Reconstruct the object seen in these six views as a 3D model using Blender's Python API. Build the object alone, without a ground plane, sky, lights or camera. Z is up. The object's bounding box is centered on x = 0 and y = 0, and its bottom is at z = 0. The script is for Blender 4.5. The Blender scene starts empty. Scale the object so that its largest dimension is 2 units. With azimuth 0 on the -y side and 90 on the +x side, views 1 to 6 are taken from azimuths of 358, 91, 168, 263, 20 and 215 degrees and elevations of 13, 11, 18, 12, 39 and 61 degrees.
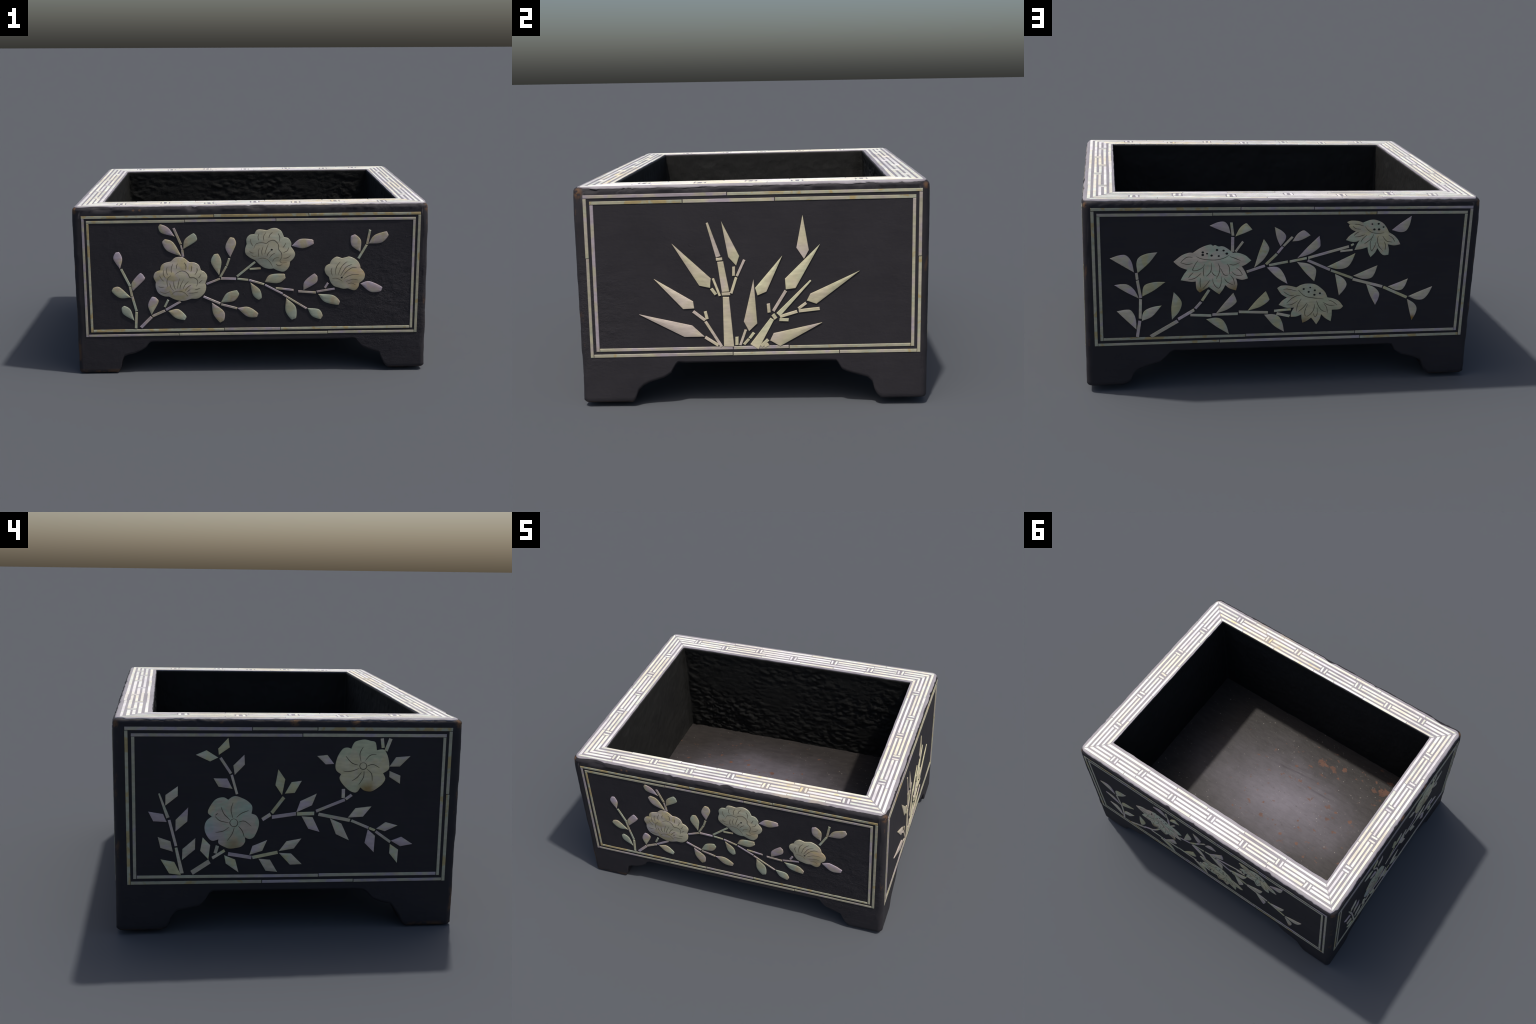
"""A black lacquered planter box on four bracket feet, inlaid with mother-of-pearl:
peonies on the front, bamboo on the right, lotus on the back, plum blossom on the left,
double line borders round every panel and a fretwork of shell strips on the rim."""
import bpy, math, random
from mathutils import Vector, noise
from mathutils.geometry import tessellate_polygon

random.seed(7)

# ------------------------------------------------------------------ frame of the box
# plan corners (the box is slightly out of square), anticlockwise from the left front
CORNERS = [Vector((-1.000, -0.747)), Vector((0.981, -0.780)),
           Vector((1.000, 0.731)), Vector((-0.971, 0.786))]
SIDE = {'front': 0, 'right': 1, 'back': 2, 'left': 3}
TILT_X, TILT_Y = 0.0055, 0.010        # it stands a little out of level
RIM_Z, FLOOR_Z = 0.9718, 0.298
CORNER_R, TOP_R = 0.030, 0.022
WALLS = [0.1545, 0.1645, 0.1725, 0.1645]       # thickness of each side at the rim
FOOT_T = 0.160
FEET_Z = [0.0145, 0.0190, 0.0175, 0.0140]   # undersides of the four feet, anticlockwise from the left front
# how far each face leans: outward offset at the ground and at the rim
LEAN = [(-0.001, 0.005), (0.0010, -0.0065), (-0.001, 0.000), (-0.003, 0.000)]


def lift(x, y, z):
    return Vector((x, y, z + TILT_X * x + TILT_Y * y))


class Panel:
    """One side of the box: s runs right along it as seen from outside, z is height."""
    def __init__(self, i):
        a, b = CORNERS[i], CORNERS[(i + 1) % 4]
        self.mid = (a + b) / 2
        self.t = (b - a).normalized()
        self.n = Vector((self.t.y, -self.t.x))
        self.half = (b - a).length / 2
        self.lean = LEAN[i]

    def bow(self, z):
        return self.lean[0] + (self.lean[1] - self.lean[0]) * z

    def at(self, s, z, out=0.0):
        p = self.mid + self.t * s + self.n * (out + self.bow(z))
        return lift(p.x, p.y, z)


PANELS = [Panel(i) for i in range(4)]


def inset_corners(d):
    """Corners of the plan moved inwards by d (one number, or one for each side)."""
    ds = d if isinstance(d, (list, tuple)) else [d] * 4
    res = []
    for i in range(4):
        p, q = PANELS[i - 1], PANELS[i]
        a, b = p.mid - p.n * ds[i - 1], q.mid - q.n * ds[i]
        den = p.t.x * q.t.y - p.t.y * q.t.x
        k = ((b.x - a.x) * q.t.y - (b.y - a.y) * q.t.x) / den
        res.append(a + p.t * k)
    return res


def fbm(p, octaves=4):
    return noise.fractal(p, 0.9, 2.1, octaves, noise_basis='PERLIN_ORIGINAL')


# ------------------------------------------------------------------ objects
def link(name, mesh, parent, mat=None, **props):
    ob = bpy.data.objects.new(name, mesh)
    bpy.context.scene.collection.objects.link(ob)
    ob.parent = parent
    if mat is not None:
        mesh.materials.append(mat)
    for k, v in props.items():
        ob[k] = v
    return ob


def mesh_from(name, verts, faces, smooth=True, sharp=None):
    me = bpy.data.meshes.new(name)
    me.from_pydata([tuple(v) for v in verts], [], faces)
    me.validate()
    me.polygons.foreach_set('use_smooth', [smooth] * len(me.polygons))
    if sharp is not None:
        me.set_sharp_from_angle(angle=math.radians(sharp))
    me.update()
    return me


# ------------------------------------------------------------------ materials
class Mat:
    def __init__(self, name):
        self.m = bpy.data.materials.new(name)
        self.m.use_nodes = True
        self.nt = self.m.node_tree
        self.bsdf = self.nt.nodes['Principled BSDF']
        self.co = self.nt.nodes.new('ShaderNodeTexCoord').outputs['Object']

    def add(self, kind, **inputs):
        n = self.nt.nodes.new(kind)
        for k, v in inputs.items():
            if hasattr(n, k) and k not in n.inputs:
                setattr(n, k, v)
        for k, v in inputs.items():
            sock = n.inputs.get(k) if not k.startswith('i') or k in n.inputs else n.inputs[int(k[1:])]
            if sock is None:
                continue
            if isinstance(v, bpy.types.NodeSocket):
                self.nt.links.new(v, sock)
            else:
                sock.default_value = v
        return n

    def noise(self, scale, detail=4.0, rough=0.55, co=None, w=0.0, stretch=None, distortion=0.0):
        co = self.co if co is None else co
        if stretch is not None:
            co = self.add('ShaderNodeMapping', Vector=co, Scale=stretch).outputs[0]
        n = self.nt.nodes.new('ShaderNodeTexNoise')
        n.noise_dimensions = '4D'
        self.nt.links.new(co, n.inputs['Vector'])
        n.inputs['Scale'].default_value = scale
        n.inputs['Detail'].default_value = detail
        n.inputs['Roughness'].default_value = rough
        n.inputs['Distortion'].default_value = distortion
        if isinstance(w, bpy.types.NodeSocket):
            self.nt.links.new(w, n.inputs['W'])
        else:
            n.inputs['W'].default_value = w
        return n.outputs['Fac']

    def ramp(self, fac, *stops, interp='LINEAR'):
        n = self.nt.nodes.new('ShaderNodeValToRGB')
        n.color_ramp.interpolation = interp
        el = n.color_ramp.elements
        while len(el) < len(stops):
            el.new(0.5)
        for e, (p, c) in zip(el, stops):
            e.position = p
            e.color = (*c, 1) if isinstance(c, tuple) else (c, c, c, 1)
        self.nt.links.new(fac, n.inputs[0])
        return n.outputs[0]

    def math(self, op, a, b=0.0, clamp=False):
        n = self.nt.nodes.new('ShaderNodeMath')
        n.operation = op
        n.use_clamp = clamp
        for k, v in enumerate((a, b)):
            if isinstance(v, bpy.types.NodeSocket):
                self.nt.links.new(v, n.inputs[k])
            else:
                n.inputs[k].default_value = v
        return n.outputs[0]

    def mix(self, fac, a, b, blend='MIX'):
        n = self.nt.nodes.new('ShaderNodeMix')
        n.data_type = 'RGBA'
        n.blend_type = blend
        for k, v in ((0, fac), (6, a), (7, b)):
            if isinstance(v, bpy.types.NodeSocket):
                self.nt.links.new(v, n.inputs[k])
            else:
                n.inputs[k].default_value = (*v, 1) if isinstance(v, tuple) else v
        return n.outputs[2]

    def near(self, point, radius, soft=0.5):
        """1 close to a point, falling to 0 at the radius."""
        n = self.nt.nodes.new('ShaderNodeVectorMath')
        n.operation = 'DISTANCE'
        self.nt.links.new(self.co, n.inputs[0])
        n.inputs[1].default_value = point
        d = self.math('DIVIDE', n.outputs['Value'], radius)
        return self.ramp(d, (soft, 1.0), (1.0, 0.0))

    def grain(self, height, strength, distance):
        b = self.nt.nodes.new('ShaderNodeBump')
        b.inputs['Strength'].default_value = strength
        b.inputs['Distance'].default_value = distance
        self.nt.links.new(height, b.inputs['Height'])
        self.nt.links.new(b.outputs[0], self.bsdf.inputs['Normal'])

    def done(self, colour, rough, spec=0.3):
        for k, v in (('Base Color', colour), ('Roughness', rough)):
            if isinstance(v, bpy.types.NodeSocket):
                self.nt.links.new(v, self.bsdf.inputs[k])
            else:
                self.bsdf.inputs[k].default_value = (*v, 1) if isinstance(v, tuple) else v
        self.bsdf.inputs['Specular IOR Level'].default_value = spec
        return self.m


WOOD = (0.20, 0.105, 0.045)


def lacquer_material():
    m = Mat('black_lacquer')
    base = m.ramp(m.noise(5, 5), (0.3, (0.0255, 0.0235, 0.0275)), (0.7, (0.0315, 0.0290, 0.0335)))
    brush = m.noise(6, 5, stretch=(1, 1, 9), w=3)
    base = m.mix(m.ramp(brush, (0.45, 0.0), (0.75, 0.35)), base, (0.038, 0.035, 0.039))
    # wood showing where the corners and the top edge have been knocked
    xy = m.add('ShaderNodeVectorMath', i0=m.co)
    xy.operation = 'MULTIPLY'
    xy.inputs[1].default_value = (1, 1, 0)
    worn = None
    for c in CORNERS:
        n = m.nt.nodes.new('ShaderNodeVectorMath')
        n.operation = 'DISTANCE'
        m.nt.links.new(xy.outputs[0], n.inputs[0])
        n.inputs[1].default_value = (c.x, c.y, 0)
        k = m.ramp(n.outputs['Value'], (0.0, 1.0), (0.012, 1.0), (0.026, 0.0))
        worn = k if worn is None else m.math('MAXIMUM', worn, k)
    chip = m.ramp(m.noise(17, 6, 0.65, stretch=(1, 1, 0.45)), (0.56, 0.0), (0.63, 0.6))
    worn = m.math('MULTIPLY', worn, chip)
    for p, r in (((-0.985, 0.000, 0.962), 0.030), ((-0.985, -0.270, 0.957), 0.028), ((-0.985, 0.32, 0.962), 0.016),
                 ((-0.99, -0.735, 0.945), 0.030), ((0.975, -0.768, 0.95), 0.034), ((0.99, 0.72, 0.965), 0.022),
                 ((-0.96, 0.775, 0.95), 0.022), ((-0.66, -0.762, 0.944), 0.011), ((-0.625, -0.762, 0.942), 0.011)):
        spot = m.math('MULTIPLY', m.near(p, r, 0.3), m.ramp(m.noise(45, 3), (0.42, 0.0), (0.52, 0.9)))
        worn = m.math('MAXIMUM', worn, spot)
    sep = m.nt.nodes.new('ShaderNodeSeparateXYZ')
    m.nt.links.new(m.co, sep.inputs[0])
    hem = m.math('MULTIPLY', m.ramp(sep.outputs['Z'], (0.014, 0.5), (0.028, 0.0)), m.ramp(m.noise(22, 4), (0.40, 0.0), (0.55, 1.0)))
    worn = m.math('MAXIMUM', worn, hem)
    col = m.mix(worn, base, m.mix(m.noise(30, 3), WOOD, (0.13, 0.07, 0.04)))
    rough_patch = m.near((0.74, -0.775, 0.40), 0.42, 0.02)
    blister = m.ramp(m.noise(20, 6, 0.68, w=2, stretch=(1, 1, 1.5)), (0.38, 0.0), (0.75, 1.0))
    h = m.math('ADD', m.math('MULTIPLY', m.noise(50, 6, 0.65, stretch=(1, 1, 1.8)), 0.35),
               m.math('MULTIPLY', m.math('MULTIPLY', blister, rough_patch), 2.2))
    h = m.math('ADD', h, m.math('MULTIPLY', m.ramp(m.noise(16, 3, w=5), (0.70, 0.0), (0.78, 1.0)), 0.4))
    m.grain(h, 0.55, 0.005)
    return m.done(col, 0.62, 0.2)


def lining_material():
    m = Mat('black_lining')
    base = m.ramp(m.noise(7, 5), (0.3, (0.0145, 0.0145, 0.0140)), (0.7, (0.0195, 0.0195, 0.0185)))
    sep = m.nt.nodes.new('ShaderNodeSeparateXYZ')
    m.nt.links.new(m.co, sep.inputs[0])
    back_mask = m.ramp(sep.outputs['Y'], (0.545, 0.0), (0.56, 1.0))        # back wall toned darker than the other three
    base = m.mix(back_mask, base, m.ramp(m.noise(12, 5), (0.3, (0.010, 0.010, 0.0095)), (0.7, (0.017, 0.017, 0.0158))))
    m.grain(m.mix(back_mask, m.noise(28, 6, 0.65, stretch=(1, 1, 0.5)), m.noise(38, 7, 0.72, stretch=(0.7, 1, 1.3))), 0.7, 0.008)
    return m.done(base, 0.7, 0.12)


def floor_material():
    m = Mat('pale_centred_floor')
    # pale dust, darker toward the walls
    cx = m.add('ShaderNodeMapping', Vector=m.co)
    cx.inputs['Location'].default_value = (0.13, -0.05, -FLOOR_Z * 1.0)
    cx.inputs['Scale'].default_value = (1.10, 1.80, 1.0)
    ln = m.nt.nodes.new('ShaderNodeVectorMath')
    ln.operation = 'LENGTH'
    m.nt.links.new(cx.outputs[0], ln.inputs[0])
    d = m.math('ADD', ln.outputs['Value'], m.math('MULTIPLY', m.math('SUBTRACT', m.noise(4, 6, 0.6), 0.5), 0.5))
    dust = m.ramp(d, (0.08, 1.0), (0.38, 0.55), (0.66, 0.15), (0.95, 0.0))  # middle tone
    grit = m.noise(34, 8, 0.75, stretch=(0.35, 1.2, 1))
    middle_c = m.ramp(grit, (0.25, (0.136, 0.124, 0.143)), (0.75, (0.196, 0.180, 0.212)))
    col = m.mix(dust, m.ramp(grit, (0.3, (0.020, 0.0175, 0.0165)), (0.75, (0.042, 0.037, 0.034))), middle_c)
    # small dark scratches and pits
    sc = m.ramp(m.noise(30, 5, 0.68, stretch=(0.6, 1.8, 1), w=4), (0.60, 0.0), (0.68, 0.65))
    col = m.mix(sc, col, (0.05, 0.045, 0.04))
    fine = m.ramp(m.noise(70, 2, w=9), (0.68, 0.0), (0.74, 0.5))
    col = m.mix(fine, col, (0.42, 0.38, 0.33))
    # bare reddish wood where the lacquer has flaked
    flake_n = m.noise(20, 5, 0.62, stretch=(0.7, 1.1, 1), w=6)
    area = m.math('MAXIMUM', m.near((-0.22, -0.40, FLOOR_Z), 0.22, 0.1), m.near((-0.68, -0.44, FLOOR_Z), 0.26, 0.3))
    area = m.math('MAXIMUM', area, m.math('MULTIPLY', m.near((-0.25, 0.0, FLOOR_Z), 0.85, 0.5), 0.46))
    thr = m.math('ADD', flake_n, m.math('MULTIPLY', area, 0.17))
    flake = m.ramp(thr, (0.690, 0.0), (0.720, 0.75))
    spots = None
    for x, y, r in ((-0.037, 0.203, .028), (-0.584, -0.092, .026), (-0.366, 0.249, .022), (0.002, 0.111, .016),
                    (-0.466, -0.098, .018), (-0.232, 0.249, .018), (-0.16, -0.388, .035), (-0.34, -0.424, .035),
                    (0.17, 0.25, .015), (-0.28, 0.10, .013), (0.11, 0.24, .011), (-0.31, 0.14, .014), (-0.13, 0.19, .010)):
        k = m.near((x, y, FLOOR_Z), r, 0.2)
        spots = k if spots is None else m.math('MAXIMUM', spots, k)
    spots = m.math('ADD', spots, m.math('MULTIPLY', m.math('SUBTRACT', m.noise(55, 3), 0.5), 1.2))
    flake = m.math('MAXIMUM', flake, m.ramp(spots, (0.50, 0.0), (0.62, 0.8)))
    col = m.mix(flake, col, m.ramp(m.noise(26, 3), (0.3, (0.10, 0.046, 0.030)), (0.7, (0.18, 0.082, 0.048))))
    m.grain(m.noise(40, 6, 0.6, stretch=(0.4, 1, 1)), 0.35, 0.005)
    return m.done(col, 0.55, 0.25)


def sheen_plate_material():
    m = Mat('rim_baked_sheen')
    a = m.ramp(m.noise(6, 5), (0.3, (0.265, 0.24, 0.26)), (0.55, (0.335, 0.31, 0.335)), (0.75, (0.30, 0.29, 0.285)))  # black lacquer lightened to lavender grey: its specular gloss baked into the colour
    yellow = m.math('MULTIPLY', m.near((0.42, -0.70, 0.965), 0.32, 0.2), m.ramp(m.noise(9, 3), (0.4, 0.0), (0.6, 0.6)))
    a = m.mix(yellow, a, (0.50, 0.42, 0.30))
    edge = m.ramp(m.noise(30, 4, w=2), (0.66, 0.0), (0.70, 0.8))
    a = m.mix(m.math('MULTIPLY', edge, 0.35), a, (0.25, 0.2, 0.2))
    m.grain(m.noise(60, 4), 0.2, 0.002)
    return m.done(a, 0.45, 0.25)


def pearl_material(name, hues, value, stain=0.0, scale=9.0, spec=0.35, tints=(), sat=1.15, spread=0.45):
    """Mother-of-pearl: bands of faint hue that wander over the piece and shift from piece to piece."""
    m = Mat(name)
    rnd = m.nt.nodes.new('ShaderNodeObjectInfo').outputs['Random']
    shift = m.math('MULTIPLY', rnd, 40.0)
    f = m.noise(scale, 2.5, 0.5, w=shift, distortion=0.6)
    f = m.math('ADD', m.math('MULTIPLY', m.math('SUBTRACT', f, 0.5), 1.7), 0.5)
    f = m.math('ADD', f, m.math('MULTIPLY', m.math('SUBTRACT', rnd, 0.5), spread))
    n = len(hues)
    col = m.ramp(f, *[(0.20 + 0.60 * i / (n - 1), h) for i, h in enumerate(hues)])
    bright = m.math('ADD', m.math('MULTIPLY', m.noise(26, 3, w=shift), 0.3 * value), m.math('ADD', m.math('MULTIPLY', m.math('FRACT', m.math('MULTIPLY', rnd, 7.3)), 0.22 * value), 0.74 * value))
    hsv = m.nt.nodes.new('ShaderNodeHueSaturation')
    m.nt.links.new(bright, hsv.inputs['Value'])
    m.nt.links.new(col, hsv.inputs['Color'])
    hsv.inputs['Saturation'].default_value = sat
    col = hsv.outputs[0]
    if stain:
        s = m.ramp(m.noise(13, 4, 0.6, w=m.math('ADD', shift, 9.0)), (0.60, 0.0), (0.72, stain))
        col = m.mix(s, col, (0.50, 0.34, 0.12))
    ragged = m.math('ADD', m.math('MULTIPLY', m.noise(30, 4), 0.9), 0.55)
    for point, radius, tint, amount in tints:      # single blotches: burnt edges, green and violet flashes
        k = m.math('MULTIPLY', m.math('MULTIPLY', m.near(point, radius, 0.15), ragged), amount, True)
        col = m.mix(k, col, tint)
    # growth lines of the shell
    streak = m.ramp(m.noise(60, 2, 0.5, stretch=(0.35, 0.35, 1.3), w=shift), (0.35, 0.90), (0.65, 1.06))
    col = m.mix(1.0, col, streak, 'MULTIPLY')
    m.grain(m.noise(90, 3), 0.12, 0.002)
    return m.done(col, 0.35, spec)


MAT = {}


def make_materials():
    cream, sage, rose, mauve, gold = (0.82, 0.77, 0.57), (0.73, 0.75, 0.59), (0.80, 0.68, 0.62), (0.74, 0.65, 0.70), (0.79, 0.64, 0.36)
    aqua, ecru, blush = (0.69, 0.76, 0.62), (0.79, 0.745, 0.585), (0.81, 0.72, 0.63)
    burnt, jade, violet, amber = (0.30, 0.17, 0.035), (0.42, 0.60, 0.50), (0.46, 0.41, 0.56), (0.48, 0.33, 0.14)
    MAT['lacquer'] = lacquer_material()
    MAT['lining'] = lining_material()
    MAT['floor'] = floor_material()
    MAT['sheen_plate'] = sheen_plate_material()
    MAT['rim'] = pearl_material('rim_pearl', [(0.94, 0.89, 0.90), (0.98, 0.95, 0.90), (1, 0.98, 0.90), (0.92, 0.97, 0.85), (1, 0.94, 0.78)], 0.90, 0.10, 20, sat=1.0, spread=0.7, tints=[
        ((0.90, -0.15, 0.97), 0.22, (0.92, 0.80, 0.56), 0.5), ((-0.30, 0.69, 0.97), 0.25, (0.92, 0.82, 0.60), 0.4),
        ((-0.89, 0.30, 0.97), 0.20, (0.90, 0.80, 0.58), 0.35), ((-0.55, -0.68, 0.97), 0.18, (0.92, 0.82, 0.60), 0.35)])
    MAT['rim_gold'] = pearl_material('rim_pearl_gold', [(0.99, 0.90, 0.70), (1, 0.95, 0.84), (0.97, 0.84, 0.54)], 0.95, 0, 18, sat=1.1)
    MAT['border'] = pearl_material('border_pearl', [mauve, blush, ecru, cream, sage, gold], 0.54, 0.25, 15, spread=0.5)
    MAT['peony'] = pearl_material('peony_pearl', [(0.74, 0.76, 0.60), ecru, cream, (0.82, 0.76, 0.58), blush, (0.80, 0.70, 0.46)], 0.63, 0.1, 10, tints=[
        ((0.573, -0.773, 0.505), 0.05, burnt, 0.55), ((0.599, -0.774, 0.577), 0.07, amber, 0.5),
        ((0.530, -0.773, 0.575), 0.08, amber, 0.3), ((0.167, -0.766, 0.643), 0.06, amber, 0.45),
        ((0.544, -0.773, 0.638), 0.05, jade, 0.25), ((-0.541, -0.755, 0.497), 0.06, violet, 0.4)])
    MAT['petal'] = pearl_material('leaf_pearl', [(0.70, 0.75, 0.60), (0.76, 0.76, 0.54), cream, (0.80, 0.69, 0.48), blush, (0.83, 0.68, 0.66), (0.76, 0.66, 0.74)], 0.56, 0.2, 11, spread=0.58)
    MAT['ivory'] = pearl_material('bamboo_pearl', [(0.83, 0.72, 0.64), (0.84, 0.75, 0.58), (0.82, 0.755, 0.54), (0.79, 0.77, 0.55)], 0.73, 0.1, 9, spread=0.6)
    MAT['lotus'] = pearl_material('lotus_pearl', [(0.76, 0.76, 0.52), (0.88, 0.79, 0.56), (0.86, 0.77, 0.50), (0.84, 0.74, 0.56), (0.72, 0.78, 0.58), (0.88, 0.75, 0.60)], 0.70, 0.0, 11, spread=0.6, tints=[
        ((0.440, 0.747, 0.520), 0.055, burnt, 0.9), ((0.272, 0.751, 0.525), 0.050, burnt, 0.8),
        ((0.348, 0.749, 0.502), 0.040, burnt, 0.6), ((-0.085, 0.761, 0.340), 0.045, burnt, 0.7),
        ((0.328, 0.750, 0.730), 0.09, jade, 0.32), ((-0.097, 0.762, 0.511), 0.09, jade, 0.28),
        ((-0.981, 0.267, 0.400), 0.06, burnt, 0.55), ((-0.992, -0.324, 0.650), 0.05, burnt, 0.95),
        ((-0.982, 0.199, 0.572), 0.07, jade, 0.4), ((-0.979, 0.382, 0.511), 0.06, jade, 0.45),
        ((-0.979, 0.368, 0.452), 0.08, violet, 0.45)])
    MAT['cool'] = pearl_material('cool_pearl', [(0.80, 0.66, 0.68), (0.86, 0.74, 0.66), (0.85, 0.77, 0.57), (0.86, 0.75, 0.62), (0.76, 0.77, 0.58), (0.82, 0.76, 0.48)], 0.69, 0.1, 12, spread=0.58, tints=[
        ((-0.651, 0.777, 0.343), 0.030, burnt, 0.9)])
    m = Mat('engraved_line')
    MAT['ink'] = m.done(m.ramp(m.noise(40, 2), (0.35, (0.085, 0.075, 0.05)), (0.7, (0.21, 0.18, 0.13))), 0.8, 0.1)
    m = Mat('drilled_hole')
    MAT['hole'] = m.done((0.03, 0.03, 0.028), 0.8, 0.1)


# ------------------------------------------------------------------ the body, as rings swept round the plan
# bracket feet seen face on: (distance from the corner, height of the lower edge),
# one for the left and one for the right end of every side
FOOT_CURVES = {
    'front': ([(.227, .020), (.237, .034), (.243, .047), (.248, .079), (.261, .111), (.283, .122), (.318, .129), (.362, .147),
               (.389, .165), (.407, .192), (.424, .199)],
              [(.216, .026), (.224, .032), (.234, .047), (.253, .089), (.262, .114), (.315, .131), (.360, .150), (.386, .178),
               (.400, .198), (.424, .203)]),
    'right': ([(.222, .022), (.230, .032), (.236, .046), (.246, .075), (.267, .096), (.295, .112), (.359, .132), (.391, .152),
               (.412, .189), (.424, .202)],
              [(.207, .026), (.215, .033), (.230, .060), (.238, .096), (.258, .118), (.300, .131), (.348, .146), (.372, .158),
               (.385, .181), (.396, .197)]),
    'back': ([(.188, .020), (.205, .028), (.219, .040), (.229, .073), (.251, .101), (.302, .122), (.362, .138), (.396, .170),
              (.413, .192), (.440, .202)],
             [(.206, .020), (.214, .026), (.234, .055), (.252, .100), (.300, .121), (.358, .136), (.397, .162), (.414, .196),
              (.440, .199)]),
    'left': ([(.206, .020), (.222, .025), (.234, .045), (.243, .075), (.268, .106), (.308, .115), (.369, .127), (.397, .156),
              (.414, .189), (.430, .198)],
             [(.222, .020), (.234, .032), (.250, .068), (.266, .092), (.290, .125), (.332, .134), (.375, .152), (.398, .178),
              (.418, .194)])}
APRON_Z = 0.1985


def foot_edge(i, s):
    """Height of the lower edge of side i at s."""
    side = [k for k, v in SIDE.items() if v == i][0]
    right = s > 0
    bottom = FEET_Z[(i + 1) % 4 if right else i]
    e = PANELS[i].half - abs(s)
    curve = FOOT_CURVES[side][1 if right else 0]
    curve = [(0.0, bottom), (curve[0][0] - 0.006, bottom)] + curve + [(0.46, APRON_Z), (2.0, APRON_Z)]
    for (a, za), (b, zb) in zip(curve, curve[1:]):
        if e <= b:
            return za + (zb - za) * (e - a) / (b - a) - 0.006 * min(1.0, max(0.0, (e - 0.2) / 0.05))
    return APRON_Z - 0.006


def columns():
    """Where the sweep is cut: (side, s or None, corner step)."""
    cols = []
    for i, p in enumerate(PANELS):
        h = p.half - CORNER_R
        marks = set()
        e = CORNER_R
        while e < p.half:
            marks.add(round(e, 4))
            e += 0.0035 if 0.18 < e < 0.275 else (0.006 if 0.27 < e < 0.44 else 0.009)
        ss = sorted([-(p.half - m) for m in marks] + [p.half - m for m in marks])
        for s in ss:
            cols.append((i, s, None))
        for k in range(1, 9):
            cols.append((i, None, k / 9))
    return cols


def ring_point(col, inset, radius, slide):
    """Plan position of one column at a given inset. slide=True keeps s, else s is scaled to fit."""
    i, s, k = col
    p = PANELS[i]
    ins = list(inset) if isinstance(inset, (list, tuple)) else [inset] * 4
    c = inset_corners([x + radius for x in ins])
    a, b = c[i], c[(i + 1) % 4]
    if k is None:
        fa, fb = (a - p.mid).dot(p.t), (b - p.mid).dot(p.t)
        if slide:
            q = min(max(s, fa), fb)
        else:
            f = s / (p.half - CORNER_R)
            q = (fa + fb) / 2 + f * (fb - fa) / 2
        base = p.mid - p.n * ins[i] + p.t * q
        return base, p.n
    nx = PANELS[(i + 1) % 4]
    ang = k * math.pi / 2
    n = (p.n * math.cos(ang) + nx.n * math.sin(ang)).normalized()
    return b + n * radius, n


_ring_cache = {}
BORDER_ROW = 0.230          # feet are parted from the body along this height


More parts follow.
